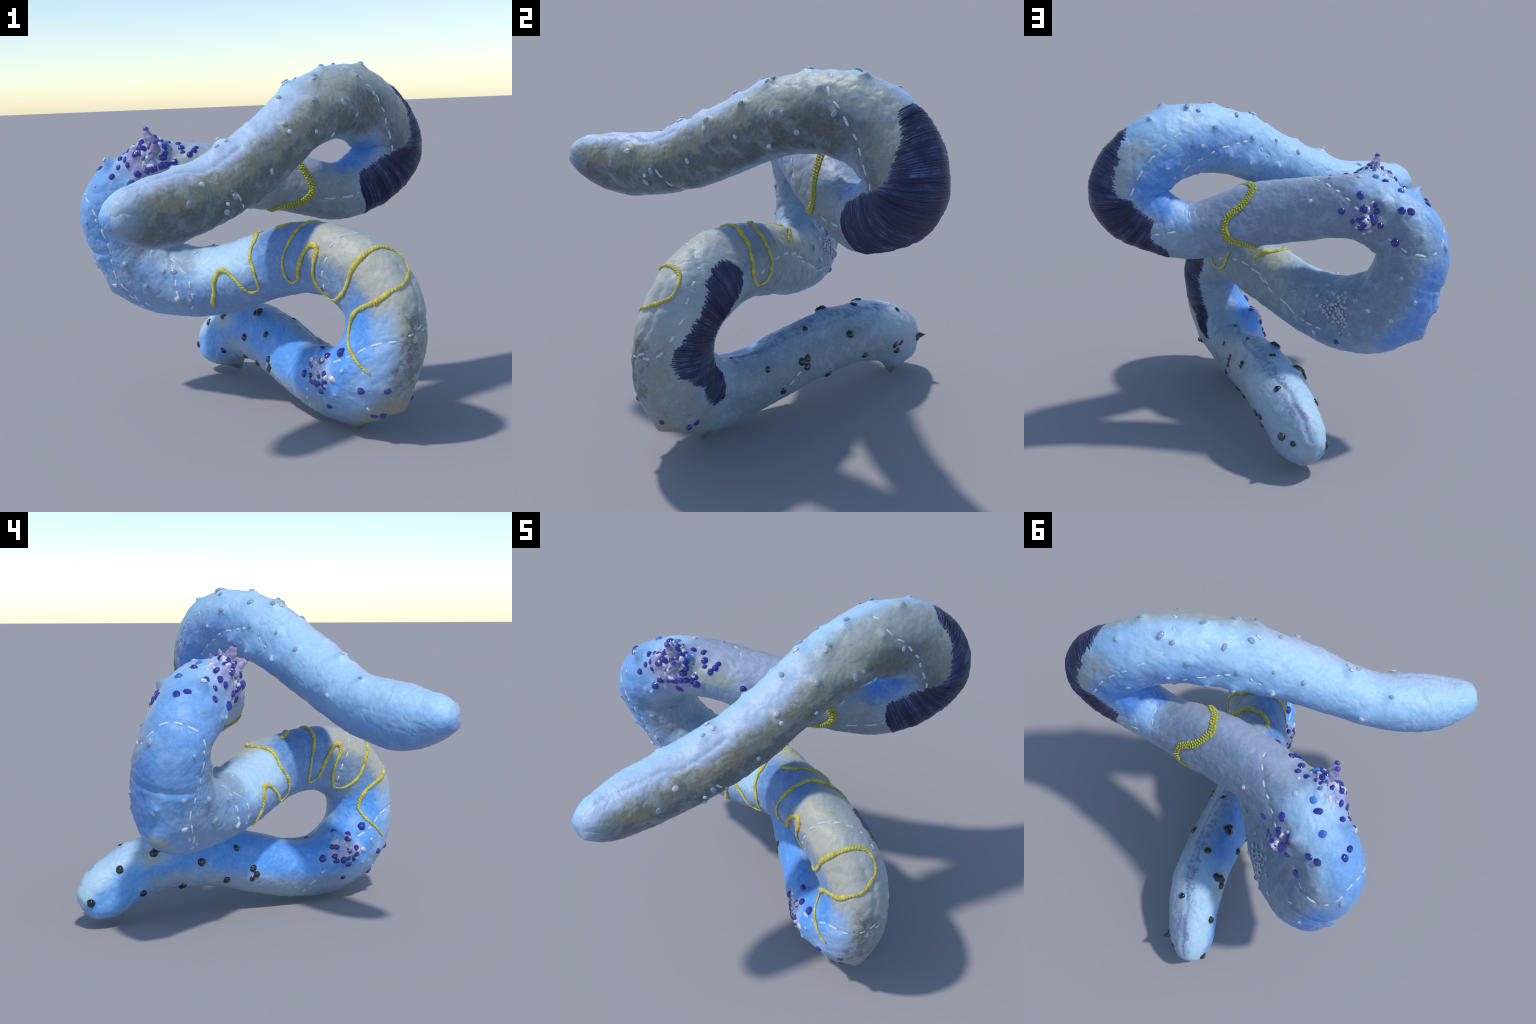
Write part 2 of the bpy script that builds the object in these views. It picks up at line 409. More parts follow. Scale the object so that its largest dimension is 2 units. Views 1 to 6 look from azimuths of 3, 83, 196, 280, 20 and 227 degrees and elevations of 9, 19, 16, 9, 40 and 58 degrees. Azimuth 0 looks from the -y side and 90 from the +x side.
def relief(grid, stations):
    """Push the smooth tube into the lumpy, stitched cloth."""
    from mathutils import noise, Vector
    base = Skin(grid, stations)
    rings, around, _ = grid.shape
    flat = grid.reshape(-1, 3)
    lump = np.empty(len(flat))
    for k, p in enumerate(flat.tolist()):
        v = Vector(p)
        lump[k] = (0.0055 * noise.noise(v * 9.0) + 0.0030 * noise.noise(v * 22.0 + Vector((7, 3, 1)))
                   + 0.0018 * noise.noise(v * 48.0) - 0.0022 * max(0.0, 0.16 - abs(noise.noise(v * 15.0 + Vector((3, 9, 4))))) / 0.16)
    push = lump.reshape(rings, around)

    def near(s, width):
        lo = np.searchsorted(stations, s - width)
        hi = np.searchsorted(stations, s + width)
        return slice(max(lo, 0), min(hi, rings))

    tents = list(TENTS)
    rng = random.Random(4)
    for s, th in CLEAR_BEADS:
        tents.append((s, th, rng.uniform(0.012, 0.021) if s < 6 else rng.uniform(0.006, 0.011), rng.uniform(0.022, 0.036), 1.4))
    for s, th in BLACK_BEADS:
        tents.append((s, th, rng.uniform(0.002, 0.005), 0.024, 1.7))
    for s, th in INDIGO_BEADS:
        tents.append((s, th, rng.uniform(0.006, 0.013), rng.uniform(0.020, 0.030), 1.7))
    for s, th, h, reach, sharp in tents:
        c = base.at(s, th)
        sl = near(s, 1.6)
        d = np.linalg.norm(grid[sl] - c, axis=-1) / reach
        push[sl] += h * np.exp(-d ** sharp)
    for s, th, h, reach in CRUSTS:
        sl = near(s, 1.2)
        d = np.linalg.norm(grid[sl] - base.at(s, th), axis=-1) / reach
        ii, jj = np.nonzero(d < 1.6)
        for i, j in zip(ii, jj):
            v = Vector(grid[sl][i, j].tolist())
            crag = 0.6 * noise.noise(v * 42.0) + 0.4 * noise.noise(v * 95.0) + 0.15
            push[sl][i, j] += h * crag * math.exp(-d[i, j] ** 4)
    for depth, width, path in GROOVES:
        pts = np.array([base.at(s, th) for s, th in smooth_path(path, 14)])
        lo = min(p[0] for p in path)
        hi = max(p[0] for p in path)
        sl = near((lo + hi) / 2, (hi - lo) / 2 + 0.5)
        block = grid[sl]
        d = np.full(block.shape[:2], 9.0)
        for p in pts:
            d = np.minimum(d, np.linalg.norm(block - p, axis=-1))
        d /= width
        push[sl] += depth * (-np.exp(-d ** 2) + 0.2 * np.exp(-(d - 2.0) ** 2))
    # puckers: each stitch pulls the cloth in along its line
    for s0, t0, s1, t1 in STITCHES:
        if abs(t1 - t0) > math.pi:
            t1 += 2 * math.pi if t1 < t0 else -2 * math.pi
        sl = near((s0 + s1) / 2, 0.6)
        block = grid[sl]
        d = np.full(block.shape[:2], 9.0)
        for u in (0.0, 0.2, 0.4, 0.6, 0.8, 1.0):
            d = np.minimum(d, np.linalg.norm(block - base.at(s0 + u * (s1 - s0), t0 + u * (t1 - t0)), axis=-1))
        push[sl] -= 0.0045 * np.exp(-(d / 0.016) ** 2)
    return grid + base.n * push[..., None]


# --------------------------------------------------------------------------
#  Materials
# --------------------------------------------------------------------------
class Nodes:
    def __init__(self, name):
        self.mat = bpy.data.materials.new(name)
        self.mat.use_nodes = True
        self.t = self.mat.node_tree
        self.bsdf = self.t.nodes["Principled BSDF"]

    def link(self, a, b):
        self.t.links.new(a, b)

    def node(self, kind, **props):
        n = self.t.nodes.new(kind)
        for k, v in props.items():
            setattr(n, k, v)
        return n

    def put(self, sock, v):
        if hasattr(v, "links") or isinstance(v, bpy.types.NodeSocket):
            self.link(v, sock)
        else:
            sock.default_value = v

    def math(self, op, a, b=0.0):
        n = self.node("ShaderNodeMath", operation=op)
        self.put(n.inputs[0], a)
        self.put(n.inputs[1], b)
        return n.outputs[0]

    def smooth(self, v, lo, hi):
        n = self.node("ShaderNodeMapRange", interpolation_type="SMOOTHSTEP")
        self.put(n.inputs["Value"], v)
        n.inputs["From Min"].default_value = lo
        n.inputs["From Max"].default_value = hi
        return n.outputs["Result"]

    def noise(self, scale, detail=4.0, rough=0.6, vec=None, dist=0.0):
        n = self.node("ShaderNodeTexNoise")
        n.inputs["Scale"].default_value = scale
        n.inputs["Detail"].default_value = detail
        n.inputs["Roughness"].default_value = rough
        n.inputs["Distortion"].default_value = dist
        self.link(vec if vec is not None else self.coord(), n.inputs["Vector"])
        return n.outputs["Fac"]

    def coord(self):
        if not hasattr(self, "_c"):
            self._c = self.node("ShaderNodeTexCoord").outputs["Object"]
        return self._c

    def attr(self, name):
        return self.node("ShaderNodeAttribute", attribute_name=name).outputs["Fac"]

    def mix(self, fac, a, b, blend="MIX"):
        n = self.node("ShaderNodeMix", data_type="RGBA", blend_type=blend)
        self.put(n.inputs[0], fac)
        for s, v in ((n.inputs[6], a), (n.inputs[7], b)):
            if isinstance(v, tuple):
                s.default_value = (*v, 1.0)
            else:
                self.link(v, s)
        return n.outputs[2]

    def bump(self, height, strength, dist, under=None):
        n = self.node("ShaderNodeBump")
        n.inputs["Strength"].default_value = strength
        n.inputs["Distance"].default_value = dist
        self.link(height, n.inputs["Height"])
        if under is not None:
            self.link(under, n.inputs["Normal"])
        return n.outputs["Normal"]


# Cloth colours, stains and painted-in light and shade, layered over the slate-blue ground.
# (colour, first station, last station, softness, angle, half width, softness, strength, ragged)
GROUND = (0.23, 0.33, 0.46)
ZONES = [
    # head and upper arm
    ((0.24, 0.48, 0.78), -1.0, 6.3, 0.3, -0.9, 1.5, 0.5, 0.92, 0.5),  # blue light from one side of the scan, baked into the colour
    ((0.40, 0.64, 0.84), -1.0, 5.5, 0.4, -0.35, 0.6, 0.4, 0.65, 0.5),
    ((0.09, 0.25, 0.58), -1.0, 4.0, 0.4, -2.6, 0.7, 0.5, 0.80, 0.5),  # lower edge darkened to carry its own shade
    ((0.44, 0.54, 0.72), -1.0, 3.9, 0.3, 0.50, 0.42, 0.3, 0.85, 0.4),
    ((0.070, 0.075, 0.072), -0.1, 5.4, 0.3, 2.00, 0.72, 0.24, 0.94, 0.3),  # scan's underside shadow painted on, far darker than the cloth
    ((0.30, 0.29, 0.20), -0.1, 5.0, 0.3, 1.10, 0.24, 0.26, 0.85, 0.45),
    ((0.22, 0.20, 0.12), 0.0, 4.9, 0.3, 1.25, 0.17, 0.22, 0.75, 0.65),
    ((0.33, 0.35, 0.30), 3.9, 6.9, 0.3, 0.75, 0.55, 0.3, 0.88, 0.4),
    ((0.078, 0.082, 0.084), 4.6, 7.4, 0.3, 1.80, 0.55, 0.25, 0.88, 0.4),  # same dark shading continued in paint under the bend
    ((0.24, 0.24, 0.21), 5.9, 7.2, 0.2, 1.30, 0.35, 0.25, 0.70, 0.5),
    # inside of the upper bend
    ((0.07, 0.22, 0.58), 4.2, 7.2, 0.4, -1.9, 0.5, 0.5, 0.88, 0.6),
    ((0.04, 0.22, 0.68), 5.8, 8.9, 0.3, -2.6, 0.95, 0.4, 0.94, 0.5),
    ((0.28, 0.32, 0.34), 5.9, 7.0, 0.2, -0.75, 0.25, 0.2, 0.80, 0.4),
    ((0.36, 0.60, 0.88), 8.3, 9.1, 0.2, -2.1, 0.40, 0.3, 0.80, 0.5),
    # arm with the beaded ring
    ((0.23, 0.26, 0.27), 8.6, 10.6, 0.3, 1.6, 1.0, 0.4, 0.88, 0.5),
    ((0.15, 0.21, 0.32), 9.0, 12.4, 0.4, -1.5, 1.2, 0.5, 0.88, 0.6),
    ((0.32, 0.36, 0.48), 9.6, 11.8, 0.3, 3.0, 0.55, 0.4, 0.75, 0.6),
    ((0.36, 0.36, 0.27), 11.15, 11.75, 0.12, 2.40, 0.28, 0.15, 0.70, 0.4),
    ((0.44, 0.42, 0.54), 11.75, 12.35, 0.10, 2.45, 0.42, 0.2, 0.80, 0.6),
    ((0.32, 0.56, 0.80), 11.9, 13.0, 0.25, -2.8, 0.75, 0.3, 0.85, 0.5),
    ((0.15, 0.13, 0.38), 11.75, 12.3, 0.12, 2.45, 0.40, 0.2, 0.55, 0.9),
    # left loop
    ((0.10, 0.31, 0.70), 12.4, 16.9, 0.3, 2.6, 1.2, 0.4, 0.90, 0.6),
    ((0.05, 0.22, 0.66), 13.5, 15.2, 0.2, -2.45, 0.35, 0.3, 0.85, 0.4),
    ((0.19, 0.23, 0.28), 14.5, 16.9, 0.3, 2.2, 0.5, 0.4, 0.50, 0.7),
    ((0.10, 0.10, 0.09), 12.9, 15.0, 0.3, 1.2, 0.5, 0.3, 0.45, 0.6),
    ((0.40, 0.38, 0.24), 14.7, 15.1, 0.1, -2.95, 0.14, 0.10, 0.75, 0.4),
    ((0.06, 0.09, 0.19), 15.45, 16.25, 0.12, -1.08, 0.40, 0.25, 0.75, 0.7),
    ((0.10, 0.09, 0.30), 11.95, 12.45, 0.10, -1.30, 0.25, 0.2, 0.55, 0.7),
    ((0.125, 0.18, 0.27), 12.3, 16.9, 0.3, -1.15, 0.75, 0.35, 0.88, 0.6),  # this row and the next: backs toned down to their shaded look
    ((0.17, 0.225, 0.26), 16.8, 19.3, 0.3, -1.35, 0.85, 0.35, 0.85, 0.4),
    # middle arm with the yarn
    ((0.44, 0.68, 0.86), 16.6, 17.9, 0.2, 1.1, 0.8, 0.35, 0.85, 0.4),  # sunlit spot drawn as a lighter tint
    ((0.58, 0.58, 0.38), 17.4, 18.2, 0.15, -0.2, 0.45, 0.25, 0.60, 0.6),
    ((0.05, 0.20, 0.52), 17.85, 19.0, 0.15, 1.3, 1.0, 0.4, 0.90, 0.4),  # shadow cast by the upper arm, coloured in as deep blue
    ((0.11, 0.24, 0.52), 16.4, 19.6, 0.3, 2.3, 0.5, 0.4, 0.80, 0.5),
    # right loop
    ((0.46, 0.44, 0.35), 19.0, 21.0, 0.12, 0.75, 0.75, 0.25, 0.92, 0.5),
    ((0.34, 0.39, 0.40), 18.9, 21.0, 0.2, -0.3, 0.5, 0.4, 0.85, 0.4),
    ((0.15, 0.24, 0.40), 18.9, 21.0, 0.2, 2.0, 0.5, 0.3, 0.75, 0.7),
    ((0.24, 0.45, 0.80), 20.6, 22.6, 0.2, 1.6, 0.75, 0.3, 0.90, 0.7),
    ((0.22, 0.23, 0.22), 20.6, 22.4, 0.3, 0.1, 0.5, 0.2, 0.85, 0.6),
    ((0.28, 0.29, 0.26), 21.0, 22.6, 0.3, -0.7, 0.5, 0.3, 0.80, 0.4),
    ((0.30, 0.24, 0.13), 21.8, 22.7, 0.2, 0.0, 0.3, 0.2, 0.80, 0.4),
    ((0.045, 0.29, 0.80), 20.2, 26.6, 0.4, 2.35, 0.80, 0.35, 0.94, 0.4),
    ((0.44, 0.44, 0.58), 22.15, 22.85, 0.1, 2.15, 0.25, 0.15, 0.75, 0.6),
    ((0.09, 0.085, 0.08), 20.6, 21.7, 0.15, 0.34, 0.06, 0.10, 0.65, 0.8),
    # tail
    ((0.17, 0.225, 0.27), 22.8, 26.0, 0.4, -1.5, 1.1, 0.4, 0.85, 0.5),  # side away from the sun, greyed to match its shade
    ((0.26, 0.36, 0.48), 22.8, 26.4, 0.3, -2.75, 0.4, 0.3, 0.70, 0.5),
    ((0.40, 0.62, 0.78), 25.6, 27.6, 0.25, 2.8, 0.7, 0.35, 0.85, 0.4),
    ((0.30, 0.40, 0.52), 25.6, 27.6, 0.25, -2.3, 0.6, 0.35, 0.80, 0.4),
    ((0.07, 0.33, 0.80), 26.2, 27.8, 0.25, 1.5, 0.7, 0.35, 0.85, 0.4),
    ((0.38, 0.36, 0.26), 25.7, 26.2, 0.12, 2.3, 0.25, 0.15, 0.55, 0.4),
    ((0.12, 0.14, 0.32), 23.0, 27.2, 0.2, -2.78, 0.05, 0.07, 0.65, 0.5),
    ((0.12, 0.07, 0.05), 26.7, 27.0, 0.08, -0.16, 0.25, 0.12, 0.85, 0.3),
    ((0.10, 0.08, 0.06), 22.6, 22.8, 0.06, -0.05, 0.2, 0.1, 0.7, 0.3),
]



def cloth_material():
    m = Nodes("felt_cloth_baked_light")
    along, rc, rs = m.attr("along"), m.attr("ring_cos"), m.attr("ring_sin")
    wob1 = m.math("SUBTRACT", m.noise(7.0, 5.0, 0.65), 0.5)
    wob2 = m.math("SUBTRACT", m.noise(16.0, 5.0, 0.7), 0.5)
    streak = m.math("SUBTRACT", m.noise(42.0, 3.0, 0.6), 0.5)
    cols = GROUND
    for colour, s0, s1, soft, ang, half, asoft, strength, ragged in ZONES:
        a = m.math("ADD", along, m.math("MULTIPLY", wob1, 0.8 * ragged))
        c = m.math("ADD", m.math("MULTIPLY", rc, math.cos(ang)), m.math("MULTIPLY", rs, math.sin(ang)))
        c = m.math("ADD", c, m.math("MULTIPLY", m.math("ADD", wob2, m.math("MULTIPLY", streak, 0.6)), 0.7 * ragged))
        f = m.math("MULTIPLY", m.smooth(a, s0 - soft, s0 + soft),
                   m.math("SUBTRACT", 1.0, m.smooth(a, s1 - soft, s1 + soft)))
        if half < 3.2:
            lo, hi = math.cos(min(math.pi, half + asoft)), math.cos(max(0.0, half - asoft))
            f = m.math("MULTIPLY", f, m.smooth(c, lo, hi))
        f = m.math("MULTIPLY", f, strength)
        cols = m.mix(f, cols, colour)
    # mottled dye, rubbed pale fibres and faint violet cast
    blot = m.noise(13.0, 6.0, 0.7, dist=0.4)
    cols = m.mix(m.math("MULTIPLY", m.smooth(blot, 0.46, 0.70), 0.28), cols, (0.42, 0.55, 0.70))
    cols = m.mix(m.math("MULTIPLY", m.smooth(m.noise(19.0, 6.0, 0.7), 0.50, 0.78), 0.45), cols, m.mix(1.0, cols, (0.45, 0.55, 0.75), "MULTIPLY"))
    fibre = m.noise(70.0, 6.0, 0.75, dist=0.8)
    cols = m.mix(m.smooth(fibre, 0.3, 0.7), cols, m.mix(0.10, cols, (0.75, 0.85, 0.95)), "MIX")
    cols = m.mix(m.math("MULTIPLY", m.smooth(m.noise(150.0, 4.0, 0.75), 0.45, 0.7), 0.35), cols, m.mix(1.0, cols, (0.55, 0.62, 0.75), "MULTIPLY"))
    m.link(cols, m.bsdf.inputs["Base Color"])
    m.bsdf.inputs["Roughness"].default_value = 0.44
    m.bsdf.inputs["Specular IOR Level"].default_value = 0.4
    m.bsdf.inputs["Sheen Weight"].default_value = 0.12
    m.bsdf.inputs["Sheen Roughness"].default_value = 0.5
    n1 = m.bump(m.noise(34.0, 5.0, 0.65, dist=0.5), 0.35, 0.008)
    n2 = m.bump(m.noise(130.0, 4.0, 0.7), 0.3, 0.003, n1)
    m.link(n2, m.bsdf.inputs["Normal"])
    return m.mat


def thread_material(name, col, dark, rough=0.55, scale=60.0, sheen=0.2):
    m = Nodes(name)
    c = m.mix(m.smooth(m.noise(scale, 4.0, 0.7), 0.35, 0.7), dark, col)
    rnd = m.node("ShaderNodeObjectInfo").outputs["Random"]
    c = m.mix(m.math("MULTIPLY", rnd, 0.25), c, dark)
    m.link(c, m.bsdf.inputs["Base Color"])
    m.bsdf.inputs["Roughness"].default_value = rough
    m.bsdf.inputs["Sheen Weight"].default_value = sheen
    m.link(m.bump(m.noise(scale * 3.5, 3.0, 0.6), 0.5, 0.002), m.bsdf.inputs["Normal"])
    return m.mat


def navy_material():
    """Silk strands: each its own shade of navy, with thread highlights painted in as paler streaks."""
    m = Nodes("navy_silk_thread")
    strand = m.attr("strand")
    c = m.mix(strand, (0.014, 0.016, 0.058), (0.036, 0.042, 0.14))
    painted_sheen = m.math("MULTIPLY", m.smooth(m.noise(11.0, 5.0, 0.7), 0.45, 0.68), m.smooth(strand, 0.35, 0.9))
    c = m.mix(m.math("MULTIPLY", painted_sheen, 0.8), c, (0.15, 0.17, 0.38))
    c = m.mix(m.math("MULTIPLY", m.smooth(m.noise(160.0, 4.0, 0.7), 0.45, 0.7), 0.4), c, (0.012, 0.014, 0.05))
    m.link(c, m.bsdf.inputs["Base Color"])
    m.bsdf.inputs["Roughness"].default_value = 0.40
    m.bsdf.inputs["Sheen Weight"].default_value = 0.1
    m.link(m.bump(m.noise(120.0, 4.0, 0.7), 0.6, 0.003), m.bsdf.inputs["Normal"])
    return m.mat


def glass_material(name, col, second, rough=0.08, clear=0.0, coat=0.6):
    m = Nodes(name)
    rnd = m.node("ShaderNodeObjectInfo").outputs["Random"]
    c = m.mix(m.smooth(rnd, 0.35, 0.95), col, second)
    c = m.mix(m.math("MULTIPLY", m.smooth(m.noise(110.0, 3.0, 0.6), 0.45, 0.65), 0.7), c, second)
    m.link(c, m.bsdf.inputs["Base Color"])
    m.bsdf.inputs["Roughness"].default_value = rough
    m.bsdf.inputs["IOR"].default_value = 1.5
    m.bsdf.inputs["Transmission Weight"].default_value = clear
    m.bsdf.inputs["Coat Weight"].default_value = coat
    m.bsdf.inputs["Coat Roughness"].default_value = 0.04
    return m.mat


# --------------------------------------------------------------------------
#  Building
# --------------------------------------------------------------------------
SCENE = bpy.context.scene.collection


def new_object(name, mesh, parent, mat=None):
    ob = bpy.data.objects.new(name, mesh)
    SCENE.objects.link(ob)
    ob.parent = parent
    if mat is not None and not mesh.materials:
        mesh.materials.append(mat)
    return ob


def mesh_from(name, verts, faces, smooth=True):
    me = bpy.data.meshes.new(name)
    me.from_pydata([tuple(v) for v in verts], [], faces)
    if smooth:
        me.shade_smooth()
    return me


def tube_along(points, radius, sides=8, flat=1.0, ups=None, taper=True):
    """Verts and faces of a rounded strand through points."""
    p = np.asarray(points, float)
    t = np.gradient(p, axis=0)
    t /= np.linalg.norm(t, axis=1)[:, None] + 1e-12
    up = np.asarray(ups, float) if ups is not None else carry_frames(p)[1]
    up = up - t * (up * t).sum(1)[:, None]
    up /= np.linalg.norm(up, axis=1)[:, None] + 1e-12
    side = np.cross(t, up)
    n = len(p)
    rad = np.broadcast_to(np.asarray(radius, float), (n,)).copy()
    if taper:
        rad[0] *= 0.55
        rad[-1] *= 0.55
    verts, faces = [], []
    for i in range(n):
        for k in range(sides):
            a = 2 * math.pi * k / sides
            verts.append(p[i] + side[i] * rad[i] * math.cos(a) + up[i] * rad[i] * flat * math.sin(a))
    for i in range(n - 1):
        for k in range(sides):
            l = (k + 1) % sides
            faces.append((i * sides + k, i * sides + l, (i + 1) * sides + l, (i + 1) * sides + k))
    faces.append(tuple(range(sides))[::-1])
    faces.append(tuple((n - 1) * sides + k for k in range(sides)))
    return verts, faces


class Heap:
    """Collects many small pieces into one mesh."""

    def __init__(self):
        self.v, self.f = [], []

    def add(self, v, f):
        o = len(self.v)
        self.v.extend(v)
        self.f.extend(tuple(i + o for i in q) for q in f)


def bead_shape(rings=9, sides=16, hole=0.22):
    """A round glass bead with its threading hole, axis along x, radius 1."""
    verts, faces = [], []
    prof = []
    for k in range(rings):
        a = math.pi * (0.06 + 0.88 * k / (rings - 1))
        prof.append((-0.92 * math.cos(a), max(hole, math.sin(a))))
    prof = [(-0.55, hole * 0.7)] + [(-0.86, hole)] + prof[1:-1] + [(0.86, hole)] + [(0.55, hole * 0.7)]
    for x, r in prof:
        for k in range(sides):
            a = 2 * math.pi * k / sides
            verts.append((x, r * math.cos(a), r * math.sin(a)))
    n = len(prof)
    for i in range(n - 1):
        for k in range(sides):
            l = (k + 1) % sides
            faces.append((i * sides + k, i * sides + l, (i + 1) * sides + l, (i + 1) * sides + k))
    faces.append(tuple(range(sides)))
    faces.append(tuple((n - 1) * sides + k for k in range(sides))[::-1])
    return verts, faces


def stud_shape(seed, skirt, sides=18):
    """A half-sunk blob of glass: a lumpy dome with a skirt that runs into the cloth."""
    from mathutils import noise, Vector
    prof = [(skirt * 1.15, -0.30), (skirt, 0.0), (0.5 * (1.0 + skirt), 0.16), (1.0, 0.32), (0.94, 0.52),
            (0.78, 0.74), (0.55, 0.90), (0.28, 0.98)]
    verts, faces = [], []
    for r, z in prof:
        for k in range(sides):
            a = 2 * math.pi * k / sides
            p = Vector((r * math.cos(a), r * math.sin(a), z))
            p *= 1.0 + 0.13 * noise.noise(p * 1.4 + Vector((seed * 7.1, 0, 0)))
            verts.append(tuple(p))
    n = len(prof)
    for i in range(n - 1):
        for k in range(sides):
            l = (k + 1) % sides
            faces.append((i * sides + k, i * sides + l, (i + 1) * sides + l, (i + 1) * sides + k))
    verts.append((0, 0, 1.0))
    top = (n - 1) * sides
    for k in range(sides):
        faces.append((top + k, top + (k + 1) % sides, n * sides))
    return verts, faces


def basis_on(skin, s, th, spin):
    """Rotation whose z is the cloth's normal, x turned by spin in the cloth's plane."""
    from mathutils import Matrix, Vector
    n = Vector(skin.normal(s, th))
    a = Vector(skin.at(s + 0.02, th) - skin.at(s - 0.02, th))
    a -= n * a.dot(n)
    a.normalize()
    b = n.cross(a)
    x = a * math.cos(spin) + b * math.sin(spin)
    y = n.cross(x)
    return Matrix((x, y, n)).transposed(), n


def satin_patch(skin, outline, pitch, seed, lift=0.0035):
    """Rows of thread laid side by side across the tube, ends uneven."""
    rng = random.Random(seed)
    poly = unwrap(outline + outline[:1])[:-1]
    lo, hi = poly[:, 0].min(), poly[:, 0].max()
    heap = Heap()
    heap.shade = []
    rows = int((hi - lo) / pitch)
    swell = 0.0
    for r in range(rows):
        s = lo + (r + 0.5) * pitch
        cuts = []
        for i in range(len(poly)):
            a, b = poly[i], poly[(i + 1) % len(poly)]
            if (a[0] > s) != (b[0] > s):
                cuts.append(a[1] + (s - a[0]) / (b[0] - a[0]) * (b[1] - a[1]))
        cuts.sort()
        swell = 0.7 * swell + rng.uniform(-0.0011, 0.0011)
        for a, b in zip(cuts[::2], cuts[1::2]):
            a -= rng.uniform(-0.08, 0.08)
            b += rng.uniform(-0.08, 0.08)
            n = max(4, int((b - a) / 0.045))
            top = max(0.001, lift + swell + rng.uniform(-0.0012, 0.0018))
            phase = rng.uniform(0, 6.28)
            verts, faces = [], []
            for k in range(n + 1):
                u = k / n
                th = a + u * (b - a)
                h = top * min(1.0, 6 * u + 0.1, 6 * (1 - u) + 0.1) + 0.0006 * math.sin(9 * th + phase)
                sw = s + 0.2 * pitch * math.sin(3.1 * th + phase)
                for off, lev in ((-0.80, -0.30), (-0.42, 0.45), (0.0, 1.0), (0.42, 0.45), (0.80, -0.30)):
                    ss = sw + off * pitch
                    verts.append(skin.at(ss, th) + skin.normal(ss, th) * (h * lev + 0.0006))
            for k in range(n):
                for c in range(4):
                    i = k * 5 + c
                    faces.append((i, i + 5, i + 6, i + 1))
            heap.add(verts, faces)
            heap.shade.extend([rng.random()] * len(verts))
    return heap


